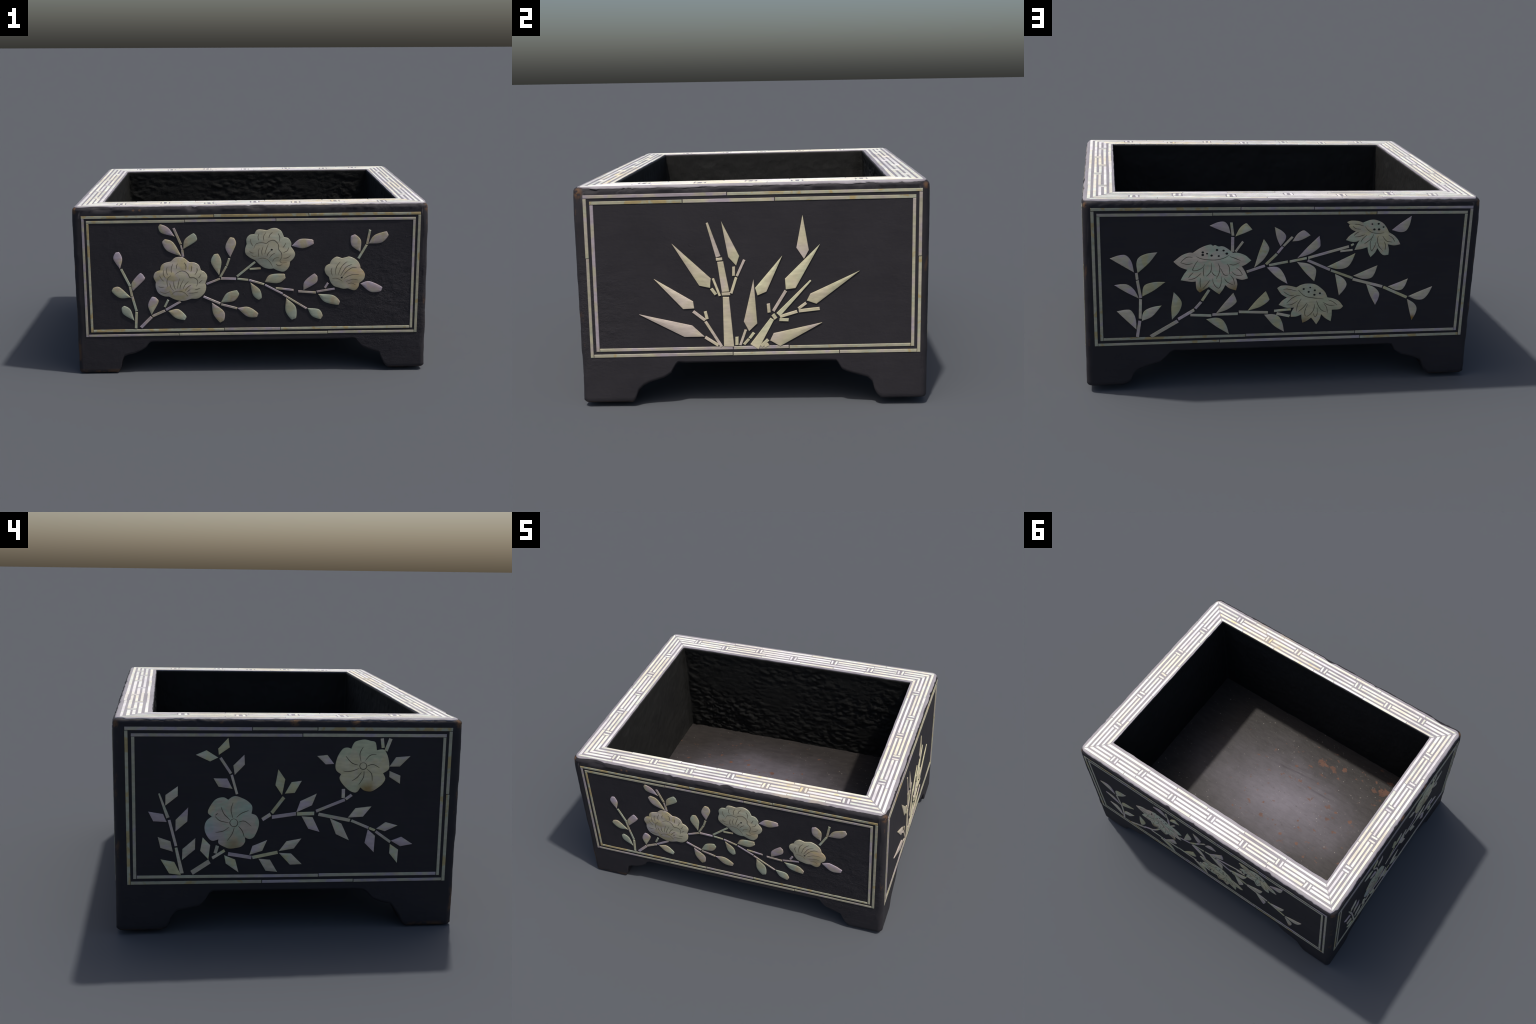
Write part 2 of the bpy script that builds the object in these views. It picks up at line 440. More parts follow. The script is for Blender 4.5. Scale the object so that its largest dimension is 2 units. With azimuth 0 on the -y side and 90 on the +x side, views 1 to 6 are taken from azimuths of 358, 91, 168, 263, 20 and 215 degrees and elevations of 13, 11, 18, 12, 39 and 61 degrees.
def build_body(root):
    cols = columns()
    n = len(cols)
    edge = []
    for i, s, k in cols:
        if k is None:
            edge.append(foot_edge(i, s))
        else:
            edge.append(FEET_Z[(i + 1) % 4])
    rows = []       # (inset, radius, slide, height function, kind)
    rows.append((FOOT_T, 0.004, True, lambda c: 0.232, 'under'))
    rows.append((FOOT_T, 0.004, True, lambda c: edge[c] + (0.008 if edge[c] < 0.19 else 0.004), 'under'))
    rows.append((FOOT_T - 0.008, 0.006, True, lambda c: edge[c], 'under'))
    rows.append((0.040, 0.010, True, lambda c: edge[c] - (0.0012 if edge[c] < 0.024 else 0), 'under'))
    rows.append((0.012, 0.022, True, lambda c: edge[c], 'under'))
    rows.append((0.004, 0.028, True, lambda c: edge[c] + 0.003, 'under'))
    low = 14
    for r in range(low + 1):
        rows.append((0.0, CORNER_R, True,
                     lambda c, f=r / low: edge[c] + 0.010 + (BORDER_ROW - edge[c] - 0.010) * f, 'low' if r < low else 'wall'))
    high = 46
    for r in range(1, high + 1):
        rows.append((0.0, CORNER_R + 0.016 * max(0.0, (r / high - 0.75) / 0.25) ** 2, True, lambda c, f=r / high: BORDER_ROW + (RIM_Z - TOP_R - BORDER_ROW) * f, 'wall'))
    for r in range(1, 8):
        a = r / 7 * math.pi / 2
        rows.append((TOP_R * (1 - math.cos(a)), CORNER_R + 0.016 - 0.6 * TOP_R * (1 - math.cos(a)), False,
                     lambda c, a=a: RIM_Z - TOP_R + TOP_R * math.sin(a), 'lip'))
    for f in (0.3, 0.55, 0.78, 0.96):
        rows.append(([w * f for w in WALLS], 0.010, False, lambda c: RIM_Z, 'top'))
    rows.append(([w - 0.001 for w in WALLS], 0.009, False, lambda c: RIM_Z - 0.003, 'lip_in'))
    rows.append((WALLS, 0.008, False, lambda c: RIM_Z - 0.010, 'in'))
    deep = 110
    for r in range(1, deep + 1):
        # the walls are cut back a little under the rim
        back = min(1.0, r / 8)
        rows.append(([WALLS[0] - 0.004 * back + 0.014 * (r / deep) ** 2, WALLS[1] - 0.004 * back,
                      WALLS[2] - back * (0.005 + 0.004 * r / deep), WALLS[3]], 0.008, False,
                     lambda c, f=r / deep: RIM_Z - 0.010 - (RIM_Z - 0.010 - FLOOR_Z + 0.012) * f, 'in'))

    verts, kinds = [], []
    for inset, radius, slide, hf, kind in rows:
        for c, col in enumerate(cols):
            q, nrm = ring_point(col, inset, radius, slide)
            z = hf(c)
            p = Vector((q.x, q.y, z))
            n3 = Vector((nrm.x, nrm.y, 0))
            if kind not in ('in', 'lip_in', 'top'):
                pa = PANELS[col[0]]
                if col[2] is None:
                    p += n3 * pa.bow(z)
                else:
                    pb = PANELS[(col[0] + 1) % 4]
                    both = pa.n * pa.bow(z) + pb.n * pb.bow(z)
                    p += Vector((both.x, both.y, 0))
            at_corner = col[2] is not None
            if kind in ('wall', 'low'):
                d = 0.0010 * fbm(p * 7) + 0.0005 * fbm(p * 28)
                if at_corner:
                    d += 0.0025 * fbm(p * 9 + Vector((5, 0, 0)))
                if col[0] == 0 and kind == 'wall':          # blistered lacquer at the right of the front
                    w = max(0.0, 1 - ((p.x - 0.72) / 0.3) ** 2 - ((p.z - 0.42) / 0.3) ** 2)
                    d += 0.0022 * w * fbm(p * 22)
                p += n3 * d
            elif kind == 'lip':
                d = 0.0030 * fbm(p * 8) + 0.0024 * fbm(p * 34)
                d -= 0.016 * max(0.0, fbm(p * 13 + Vector((7, 1, 0)), 3) - 0.42)      # small nicks
                if col[0] == 0 and not at_corner:            # two old knocks along the front edge
                    for x0, wd, dep in ((0.02, 0.05, 0.010), (-0.83, 0.06, 0.010)):
                        d -= dep * max(0.0, 1 - ((p.x - x0) / wd) ** 2)
                p += n3 * d
                p.z += 0.0012 * fbm(p * 10)
            elif kind in ('in', 'lip_in'):
                depth = (RIM_Z - z) / (RIM_Z - FLOOR_Z)
                if col[0] == 2 and not at_corner:            # the back wall inside is roughly plastered
                    fade = min(1.0, (RIM_Z - z) / 0.05) * min(1.0, (PANELS[2].half - WALLS[2] - abs(p.x)) / 0.05 + 0.1)
                    r1 = fbm(Vector((p.x * 24, 0, p.z * 42)), 6)
                    r2 = noise.ridged_multi_fractal(Vector((p.x * 11, 4 + p.z * 3, p.z * 21 + p.x * 4)), 0.75, 2.2, 6, 1.0, 2.0)
                    p += n3 * fade * (0.0065 * r1 + 0.0065 * (r2 - 1.2)) * (0.5 + 0.6 * depth) * max(0.3, 0.9 + 1.3 * fbm(p * 3.5, 2))
                else:
                    p += n3 * (0.0026 * fbm(p * 7) + 0.0018 * fbm(p * 26)) * min(1.0, depth * 12)
            verts.append(lift(p.x, p.y, p.z))
            kinds.append(kind)

    groups = {'body': [], 'lining': []}
    for k in range(4):
        groups['foot%d' % k] = []
    for r in range(len(rows) - 1):
        for c in range(n):
            c2 = (c + 1) % n
            f = (r * n + c, r * n + c2, (r + 1) * n + c2, (r + 1) * n + c)
            kind = rows[r][4]
            key = 'body'
            if kind in ('in', 'lip_in'):
                key = 'lining'
            elif kind in ('under', 'low'):
                i, s, k = cols[c]
                i2, s2, k2 = cols[c2]
                if k is not None or k2 is not None:
                    key = 'foot%d' % ((i + 1) % 4)
                elif min(PANELS[i].half - abs(s), PANELS[i].half - abs(s2)) < 0.425:
                    key = 'foot%d' % ((i + 1) % 4 if s > 0 else i)
            groups[key].append(f)
    groups['body'].append(tuple(reversed(range(n))))          # underside

    whole = mesh_from('whole', verts, [f for g in groups.values() for f in g])
    normals = [v.normal.copy() for v in whole.vertices]
    bpy.data.meshes.remove(whole)
    for key, faces in groups.items():
        used = sorted({v for f in faces for v in f})
        remap = {v: i for i, v in enumerate(used)}
        name = 'foot' if key.startswith('foot') else key
        me = bpy.data.meshes.new(name)
        me.from_pydata([tuple(verts[v]) for v in used], [], [tuple(remap[v] for v in f) for f in faces])
        me.polygons.foreach_set('use_smooth', [len(f) == 4 for f in faces])
        me.update()
        me.normals_split_custom_set_from_vertices([normals[v] for v in used])
        link(name, me, root, MAT['lining'] if key == 'lining' else MAT['lacquer'])


def build_floor(root):
    c = inset_corners([WALLS[0] - 0.03] + [w - 0.014 for w in WALLS[1:]])
    nx, ny = 150, 110
    verts, faces = [], []
    for j in range(ny + 1):
        for i in range(nx + 1):
            u, v = i / nx, j / ny
            q = (c[0] * (1 - u) + c[1] * u) * (1 - v) + (c[3] * (1 - u) + c[2] * u) * v
            z = FLOOR_Z + 0.0012 * fbm(Vector((q.x * 3, q.y * 6, 0))) + 0.0004 * fbm(Vector((q.x * 15, q.y * 40, 2)))
            # two long splits in the board
            for (x0, y0), (x1, y1) in (((0.102, -0.216), (-0.241, -0.243)), ((-0.195, -0.166), (-0.426, -0.171))):
                t = min(1, max(0, (q.x - x0) / (x1 - x0)))
                yy = y0 + (y1 - y0) * t + 0.004 * fbm(Vector((q.x * 20, 1, 0)))
                off = math.hypot((q.y - yy), max(0, q.x - x0, x1 - q.x))
                z -= 0.007 * max(0, 1 - off / 0.012) * math.sin(math.pi * min(1, max(0.05, t)) ** 0.8)
                z += 0.003 * max(0, 1 - abs(off - 0.018) / 0.012) * math.sin(math.pi * t)
            verts.append(lift(q.x, q.y, z))
    for j in range(ny):
        for i in range(nx):
            a = j * (nx + 1) + i
            faces.append((a, a + 1, a + nx + 2, a + nx + 1))
    link('floor_panel', mesh_from('floor_panel', verts, faces), root, MAT['floor'])


# ------------------------------------------------------------------ thin inlaid plates
def signed_area(poly):
    return 0.5 * sum(a[0] * b[1] - b[0] * a[1] for a, b in zip(poly, poly[1:] + poly[:1]))


def inset_poly(poly, d):
    res = []
    n = len(poly)
    for i in range(n):
        a, b, c = Vector(poly[i - 1]), Vector(poly[i]), Vector(poly[(i + 1) % n])
        e1, e2 = (b - a).normalized(), (c - b).normalized()
        n1, n2 = Vector((-e1.y, e1.x)), Vector((-e2.y, e2.x))
        m = n1 + n2
        m = m / max(0.55, m.length_squared / 2) if m.length > 1e-6 else n1
        res.append(tuple(b + m * d))
    return res


def plate(name, poly, put, levels, dome=0.0):
    """A thin slab over a plane outline. put(u, v, h) places a point; levels = [(inset, height), ...]."""
    if signed_area(poly) < 0:
        poly = poly[::-1]
    n = len(poly)
    verts, faces = [], []
    flat = []
    for inset, h in levels:
        ring = inset_poly(poly, inset) if inset else poly
        flat = ring
        verts += [put(u, v, h) for u, v in ring]
    for k in range(len(levels) - 1):
        for i in range(n):
            j = (i + 1) % n
            faces.append((k * n + i, k * n + j, (k + 1) * n + j, (k + 1) * n + i))
    base = (len(levels) - 1) * n
    if dome:
        cu = sum(p[0] for p in flat) / n
        cv = sum(p[1] for p in flat) / n
        top = levels[-1][1]
        last = base
        for sc, lift_by in ((0.72, 0.55), (0.40, 0.88)):
            here = len(verts)
            verts += [put(cu + (u - cu) * sc, cv + (v - cv) * sc, top + dome * lift_by) for u, v in flat]
            for i in range(n):
                j = (i + 1) % n
                faces.append((last + i, last + j, here + j, here + i))
            last = here
        verts.append(put(cu, cv, top + dome))
        for i in range(n):
            faces.append((last + i, last + (i + 1) % n, len(verts) - 1))
    else:
        tri = tessellate_polygon([[Vector((u, v, 0)) for u, v in flat]])
        for t in tri:
            t = list(t)
            if signed_area([flat[k] for k in t]) < 0:
                t.reverse()
            faces.append(tuple(base + k for k in t))
    me = mesh_from(name, verts, faces, True, 35)
    return me


def spline(points, closed=True, step=5):
    """Catmull-Rom through control points; points marked as notches stay sharp."""
    n = len(points)
    xy = [Vector(p[:2]) for p in points]
    sharp = [len(p) > 2 for p in points]
    out = []
    for i in range(n if closed else n - 1):
        p1, p2 = xy[i], xy[(i + 1) % n]
        p0 = xy[i - 1] if (closed or i > 0) and not sharp[i] else p1 + (p1 - p2) * 0.5
        p3 = xy[(i + 2) % n] if (closed or i + 2 < n) and not sharp[(i + 1) % n] else p2 + (p2 - p1) * 0.5
        for k in range(step):
            t = k / step
            out.append(tuple(0.5 * ((2 * p1) + (p2 - p0) * t + (2 * p0 - 5 * p1 + 4 * p2 - p3) * t * t
                                    + (3 * p1 - p0 - 3 * p2 + p3) * t ** 3)))
    if not closed:
        out.append(tuple(xy[-1]))
    return out


def NOTCH(x, y):
    return (x, y, 'sharp')


def on_panel(p):
    return lambda u, v, h: p.at(u, v, h)


MM = 0.001


def mm(p):
    return (p[0] * MM, p[1] * MM) + tuple(p[2:])


def add_leaves(root, side, table, shape, mat, height):
    panel = PANELS[SIDE[side]]
    for base, tip, a, b in table:
        base, tip, a, b = mm(base), mm(tip), mm(a), mm(b)
        dome = 0.0
        if shape == 'ovate':              # pointed at the stalk, round at the end, softly pillowed
            axis = Vector(tip) - Vector(base)
            side_v = Vector((-axis.y, axis.x)).normalized()
            wa = (Vector(a) - Vector(base)).dot(side_v)
            wb = (Vector(b) - Vector(base)).dot(side_v)
            end = [tuple(Vector(base) + axis * 0.945 + side_v * (wa * 0.55)), tuple(Vector(tip)),
                   tuple(Vector(base) + axis * 0.945 + side_v * (wb * 0.55))]
            poly = spline([base + ('sharp',), a, *end, b], True, 6)
            dome = 0.0012
        elif shape == 'half_moon':        # one side bowed, one nearly straight
            axis = Vector(tip) - Vector(base)
            bulge = Vector(a)
            t = (bulge - Vector(base)).dot(axis) / axis.length_squared
            foot = Vector(base) + axis * t
            up = bulge - foot
            t1, t2 = t * 0.5, t + (1 - t) * 0.5
            pts = [base + ('sharp',), tuple(Vector(base) + axis * t1 + up * 0.74), tuple(bulge),
                   tuple(Vector(base) + axis * t2 + up * 0.68), tip + ('sharp',), b]
            poly = spline(pts, True, 5)
        else:                             # straight-cut kite or lozenge
            poly = [base, a, tip, b]
        levels = [(0, -0.004), (0, height * 0.55), (0.0012, height * 0.85), (0.0030, height)]
        if shape == 'cut':
            levels = [(0, -0.004), (0, height * 0.6), (0.0013, height)]
            dome = 0.0022
        me = plate('leaf', poly, on_panel(panel), levels, dome)
        if shape == 'cut':
            me.polygons.foreach_set('use_smooth', [False] * len(me.polygons))
        link('leaf', me, root, mat)


def add_stems(root, side, table, mat, height):
    panel = PANELS[SIDE[side]]
    for a, b, w0, w1 in table:
        a, b = Vector(mm(a)), Vector(mm(b))
        t = (b - a).normalized()
        n = Vector((-t.y, t.x))
        sk = random.uniform(-0.15, 0.15)
        h0, h1 = w0 * MM / 2, w1 * MM / 2
        poly = [tuple(a + n * h0 + t * h0 * sk), tuple(a - n * h0 - t * h0 * sk),
                tuple(b - n * h1 - t * h1 * sk), tuple(b + n * h1 + t * h1 * sk)]
        me = plate('stem', poly, on_panel(panel), [(0, -0.004), (0, height * 0.6), (0.0012, height)])
        link('stem', me, root, mat)


def ribbon(points, width, put, h):
    """A fine line laid on the surface, tapering at both ends."""
    pts = [Vector(p) for p in spline(points, False, 5)]
    verts, faces = [], []
    n = len(pts)
    for i, p in enumerate(pts):
        t = (pts[min(i + 1, n - 1)] - pts[max(i - 1, 0)]).normalized()
        nn = Vector((-t.y, t.x)) * width * (0.35 + 0.65 * math.sin(math.pi * min(1, max(0, i / (n - 1)))) ** 0.6) / 2
        verts += [put(*(p + nn), h - 0.002), put(*(p + nn), h), put(*(p - nn), h), put(*(p - nn), h - 0.002)]
    for i in range(n - 1):
        a = i * 4
        for k in range(3):
            faces.append((a + k + 1, a + k, a + k + 4, a + k + 5))
    return verts, faces


def disc(c, r, put, h, n=9):
    verts = [put(c[0] + r * math.cos(2 * math.pi * k / n), c[1] + r * math.sin(2 * math.pi * k / n) * 0.85, h) for k in range(n)]
    verts += [put(c[0] + r * math.cos(2 * math.pi * k / n), c[1] + r * math.sin(2 * math.pi * k / n) * 0.85, h - 0.002) for k in range(n)]
    faces = [tuple(range(n))] + [(k, k + n, (k + 1) % n + n, (k + 1) % n) for k in range(n)]
    return verts, faces


def add_flower(root, kind, panel, centre, outline, veins, seeds):
    p = PANELS[SIDE[panel]]
    c = mm(centre)
    put = lambda u, v, h: p.at(u + c[0], v + c[1], h)
    height = {'peony': 0.0045, 'lotus': 0.004, 'blossom': 0.004}[kind]
    poly = spline([mm(q) for q in outline], True, 5)
    me = plate('flower', poly, put, [(0, -0.004), (0, height * 0.6), (0.0010, height * 0.9), (0.0025, height)])
    mat = MAT['lotus'] if kind in ('lotus', 'blossom') else MAT['peony']
    fl = link('flower', me, root, mat)
    verts, faces = [], []
    for v in veins:
        vs, fs = ribbon([mm(q) for q in v], 0.0034, put, height + 0.0004)
        faces += [tuple(i + len(verts) for i in f) for f in fs]
        verts += vs
    link('engraving', mesh_from('engraving', verts, faces), fl, MAT['ink'], kind='stuff')
    if seeds:
        verts, faces = [], []
        for s in seeds:
            vs, fs = disc(mm(s), random.uniform(0.0045, 0.007), put, height + 0.0006)
            faces += [tuple(i + len(verts) for i in f) for f in fs]
            verts += vs
        link('seed_hole', mesh_from('seed_hole', verts, faces, False), fl, MAT['hole'], kind='stuff')


# ------------------------------------------------------------------ border lines of the panels
# height of the outer line's middle at bottom and top, half-lengths left and right
BORDERS = {'front': (0.237, 0.918, -0.931, 0.931), 'right': (0.233, 0.932, -0.706, 0.716),
           'back': (0.242, 0.930, -0.934, 0.934), 'left': (0.238, 0.930, -0.707, 0.714)}
LINE_W, LINE_STEP = 0.0140, 0.0270


def add_border(root, side):
    panel = PANELS[SIDE[side]]
    z0, z1, s0, s1 = BORDERS[side]
    put = on_panel(panel)
    for k in range(2):
        d = LINE_STEP * k
        a, b, lo, hi = s0 + d, s1 - d, z0 + d, z1 - d
        w = LINE_W / 2
        runs = [((a - w, hi), (b + w, hi)), ((b, hi - w - 0.002), (b, lo - w)),
                ((b - w - 0.002, lo), (a + w + 0.002, lo)), ((a, lo - w), (a, hi - w - 0.002))]
        for p, q in runs:
            p, q = Vector(p), Vector(q)
            length = (q - p).length
            t = (q - p) / length
            n = Vector((-t.y, t.x))
            pieces = max(1, round(length / random.uniform(0.42, 0.62)))
            cuts = [0] + sorted((i + random.uniform(-0.3, 0.3)) / pieces for i in range(1, pieces)) + [1]
            for f0, f1 in zip(cuts, cuts[1:]):
                u = p + t * (length * f0 + (0.0016 if f0 > 0 else 0))
                v = p + t * (length * f1 - (0.0016 if f1 < 1 else 0))
                j0, j1 = random.uniform(-0.001, 0.001), random.uniform(-0.001, 0.001)
                ww = w * random.uniform(0.92, 1.05)
                poly = [tuple(u + n * (ww + j0)), tuple(u - n * (ww - j0)), tuple(v - n * (ww - j1)), tuple(v + n * (ww + j1))]
                me = plate('border_strip', poly, put, [(0, -0.004), (0, 0.0012), (0.0012, 0.0024)])
                link('border_strip', me, root, MAT['border'])


# ------------------------------------------------------------------ the rim: plate painted with the top's sheen, and fret of strips
LANES = [0.0365, 0.0635, 0.0890, 0.1145, 0.1425]       # inset of each run of strips
LANE_W = 0.0150
# where the fret steps: position along the side, True = between lanes 2 and 3, False = between 3 and 4
CROSSES = {'front': [(-0.724, True), (-0.481, False), (-0.236, True), (0.020, False), (0.248, True), (0.472, False), (0.732, True)],
           'right': [(-0.462, False), (-0.220, True), (-0.002, False), (0.197, True), (0.472, False)],
           'back': [(-0.738, True), (-0.531, False), (-0.272, True), (0.016, False), (0.279, True), (0.529, False), (0.749, True)],
           'left': [(-0.463, False), (-0.212, True), (0.024, False), (0.238, True), (0.482, False)]}


def build_rim(root):
    outer = 0.0100
    verts, faces = [], []
    cols = columns()
    n = len(cols)
    prof = [(0.0, -0.004), (0.0, 0.0010), (0.0016, 0.0024), (0.005, 0.0028), (0.010, 0.0028), (0.016, 0.0028), (None, 0.0028),
            (1.0, 0.0028), (1.0, -0.003)]
    for row, (f, h) in enumerate(prof):
        for c, col in enumerate(cols):
            q0, nrm = ring_point(col, outer, 0.039, False)
            P = Vector((q0.x, q0.y, 1))
            d = outer + 0.0030 * fbm(P * 9) + 0.0026 * fbm(P * 30) + 0.02 * max(0.0, fbm(P * 13 + Vector((7, 1, 0)), 3) - 0.40)
            if col[0] == 0 and col[2] is None:
                for x0, wd, dep in ((0.02, 0.05, 0.014), (-0.86, 0.08, 0.014)):
                    d += dep * max(0.0, 1 - ((q0.x - x0) / wd) ** 2)
            d = max(0.005, d)
            di = -0.004 + 0.0025 * fbm(P * 11 + Vector((3, 3, 3)))
            if f is None:
                inset = [0.09] * 4
            elif f == 1.0:
                inset = [w + di for w in WALLS]
            else:
                inset = d + f
            rad = max(0.006, 0.048 - 0.8 * inset) if isinstance(inset, float) else 0.008
            q, _ = ring_point(col, inset, rad, False)
            zz = RIM_Z + h
            if isinstance(inset, float) and inset < TOP_R:        # the sheen-coloured plate laps down over the rounded edge
                zz -= TOP_R - math.sqrt(TOP_R ** 2 - (TOP_R - inset) ** 2)
            verts.append(lift(q.x, q.y, zz))
    for r in range(len(prof) - 1):
        for c in range(n):
            c2 = (c + 1) % n
            faces.append((r * n + c, r * n + c2, (r + 1) * n + c2, (r + 1) * n + c))
    sheen_plate = link('rim', mesh_from('rim', verts, faces, True, 50), root, MAT['sheen_plate'])

    z_top = RIM_Z + 0.0028
    for side, i in SIDE.items():
        p = PANELS[i]

        def put(u, v, h, p=p):               # u along the side, v inset from the outer face
            q = p.mid + p.t * u - p.n * v
            return lift(q.x, q.y, z_top + h)

        def ends(v):
            c = inset_corners(v)
            return (c[i] - p.mid).dot(p.t), (c[(i + 1) % 4] - p.mid).dot(p.t)

        def strip(s0, s1, lane, mitre0=False, mitre1=False):
            v = LANES[lane] + random.uniform(-0.0013, 0.0013)
            w = LANE_W / 2 * random.uniform(0.86, 1.06)
            e0a, e1a = ends(v - w)
            e0b, e1b = ends(v + w)
            g = 0.0025
            j = [random.uniform(-0.0010, 0.0010) for _ in range(4)]
            k = random.uniform(-0.0015, 0.0015)
            poly = [(e0a + g if mitre0 else s0 + k, v - w + j[0]), (e0b + g if mitre0 else s0 - k, v + w + j[1]),
                    (e1b - g if mitre1 else s1 - k, v + w + j[2]), (e1a - g if mitre1 else s1 + k, v - w + j[3])]
            gold = side == 'front' and 0.16 < (s0 + s1) / 2 < 0.72 and random.random() < 0.75
            me = plate('rim_strip', poly, put, [(0, -0.003), (0, 0.0006), (0.0012, 0.0016)])
            link('rim_strip', me, sheen_plate, MAT['rim_gold'] if gold else MAT['rim'])

        for lane in range(5):
            lo, hi = ends(LANES[lane])
            if lane in (0, 4):
                stops = []
            elif lane == 2:
                stops = [s for s, _ in CROSSES[side]]
            else:
                stops = [s for s, outer_pair in CROSSES[side] if outer_pair == (lane == 1)]
            gap = 0.0265
            spans = []
            start = lo
            for s in stops:
                spans.append((start, s - gap))
                start = s + gap
            spans.append((start, hi))
            for k, (a, b) in enumerate(spans):
                cuts = [a]
                pieces = max(1, round((b - a) / random.uniform(0.22, 0.42)))
                for q in range(1, pieces):
                    cuts.append(a + (b - a) * (q + random.uniform(-0.25, 0.25)) / pieces)
                cuts.append(b)
                for j in range(len(cuts) - 1):
                    first = k == 0 and j == 0
                    last = k == len(spans) - 1 and j == len(cuts) - 2
                    strip(cuts[j] + (0 if j == 0 else 0.0016), cuts[j + 1] - (0 if j == len(cuts) - 2 else 0.0016),
                          lane, first, last)
        for s, outer_pair in CROSSES[side]:
            l0, l1 = (1, 2) if outer_pair else (2, 3)
            v0, v1 = LANES[l0] - LANE_W / 2, LANES[l1] + LANE_W / 2
            for sg in (-1, 1):
                c = s + sg * 0.0140 + random.uniform(-0.001, 0.001)
                w = 0.0062
                sk = random.uniform(-0.002, 0.002)
                poly = [(c - w + sk, v0), (c - w - sk, v1), (c + w - sk, v1), (c + w + sk, v0)]
                me = plate('rim_strip', poly, put, [(0, -0.003), (0, 0.0006), (0.0012, 0.0016)])
                gold = side == 'front' and 0.16 < s < 0.72
                link('rim_strip', me, sheen_plate, MAT['rim_gold'] if gold else MAT['rim'])


# ------------------------------------------------------------------ inlay pictures, in millimetres on each panel
FLOWERS = []
FRONT_LEAVES = [  # base, tip, one shoulder, other shoulder (mm on the panel)
    ((-734, 625), (-744, 720), (-768, 680), (-720, 679)),
    ((-667, 496), (-612, 593), (-672, 541), (-601, 560)),
    ((-679, 459), (-780, 508), (-738, 517), (-740, 457)),
    ((-664, 323), (-726, 405), (-722, 360), (-683, 386)),
    ((-566, 356), (-549, 459), (-584, 411), (-526, 427)),
    ((-426, 805), (-510, 869), (-497, 825), (-460, 854)),
    ((-390, 692), (-489, 783), (-467, 723), (-433, 769)),
    ((-380, 733), (-313, 815), (-372, 784), (-309, 777)),
    ((-183, 580), (-196, 703), (-226, 652), (-169, 655)),
    ((-120, 683), (-106, 794), (-146, 739), (-88, 754)),
    ((-175, 421), (-77, 481), (-142, 474), (-103, 429)),
    ((-225, 422), (-172, 308), (-219, 358), (-159, 370)),
    ((-471, 376), (-376, 328), (-416, 386), (-433, 337)),
    ((-82, 388), (32, 343), (-20, 393), (-29, 339)),
    ((-8, 536), (46, 438), (5, 467), (44, 494)),
    ((73, 538), (187, 569), (101, 578), (146, 530)),
    ((290, 487), (360, 575), (295, 535), (360, 527)),
    ((193, 442), (236, 318), (190, 369), (246, 392)),
    ((314, 381), (394, 323), (339, 336), (378, 373)),
    ((374, 463), (494, 408), (409, 418), (456, 455)),
    ((606, 704), (563, 799), (558, 740), (609, 768)),
    ((652, 750), (757, 808), (682, 796), (723, 755)),
    ((611, 520), (732, 487), (660, 533), (667, 473)),
    ((223, 743), (344, 763), (268, 780), (285, 729)),
]
BAMBOO_LEAVES = [  # base, tip, one shoulder, other shoulder (mm on the panel)
    ((-212, 313), (-492, 417), (-264, 363), (-299, 313)),
    ((-253, 439), (-423, 572), (-257, 470), (-301, 437)),
    ((-182, 528), (-341, 724), (-178, 569), (-229, 539)),
    ((-68, 623), (-128, 816), (-101, 661), (-54, 664)),
    ((-18, 333), (5, 563), (-40, 376), (18, 367)),
    ((21, 491), (129, 662), (11, 524), (60, 507)),
    ((222, 646), (217, 836), (190, 695), (243, 684)),
    ((143, 515), (290, 709), (140, 562), (185, 520)),
    ((233, 464), (458, 590), (248, 494), (274, 449)),
    ((73, 290), (298, 366), (88, 322), (116, 264)),
]
LOTUS_LEAVES = [  # base, tip, one shoulder, other shoulder (mm on the panel)
    ((-745, 616), (-858, 688), (-781, 702), (-800, 651)),
    ((-728, 612), (-633, 716), (-721, 691), (-673, 663)),
    ((-724, 481), (-840, 552), (-772, 551), (-788, 517)),
    ((-707, 491), (-596, 563), (-690, 552), (-653, 520)),
    ((-738, 318), (-831, 416), (-762, 418), (-786, 368)),
    ((-711, 363), (-615, 441), (-694, 418), (-661, 385)),
    ((-564, 365), (-555, 509), (-516, 448), (-567, 429)),
    ((-281, 805), (-382, 846), (-312, 865), (-335, 825)),
    ((-257, 791), (-175, 825), (-208, 856), (-214, 807)),
    ((-161, 629), (-117, 775), (-90, 718), (-141, 703)),
    ((-347, 392), (-262, 499), (-248, 446), (-306, 446)),
    ((-188, 403), (-100, 504), (-84, 453), (-151, 450)),
    ((-395, 362), (-281, 280), (-317, 359), (-344, 321)),
    ((-98, 628), (8, 540), (-34, 622), (-45, 574)),
    ((-105, 378), (-1, 283), (-31, 367), (-54, 318)),
    ((-34, 738), (-65, 836), (-9, 793), (-53, 781)),
    ((25, 762), (114, 792), (76, 817), (65, 767)),
    ((54, 676), (159, 788), (161, 728), (105, 734)),
    ((52, 654), (143, 551), (145, 621), (96, 598)),
    ((207, 627), (346, 695), (305, 621), (274, 660)),
    ((248, 588), (274, 473), (310, 535), (261, 529)),
    ((343, 576), (464, 629), (434, 563), (403, 603)),
    ((412, 531), (466, 416), (482, 482), (436, 470)),
    ((528, 515), (629, 555), (599, 496), (580, 535)),
    ((639, 459), (762, 510), (718, 442), (698, 485)),
    ((633, 444), (667, 326), (688, 395), (649, 385)),
    ((527, 814), (623, 886), (599, 810), (568, 848)),
]
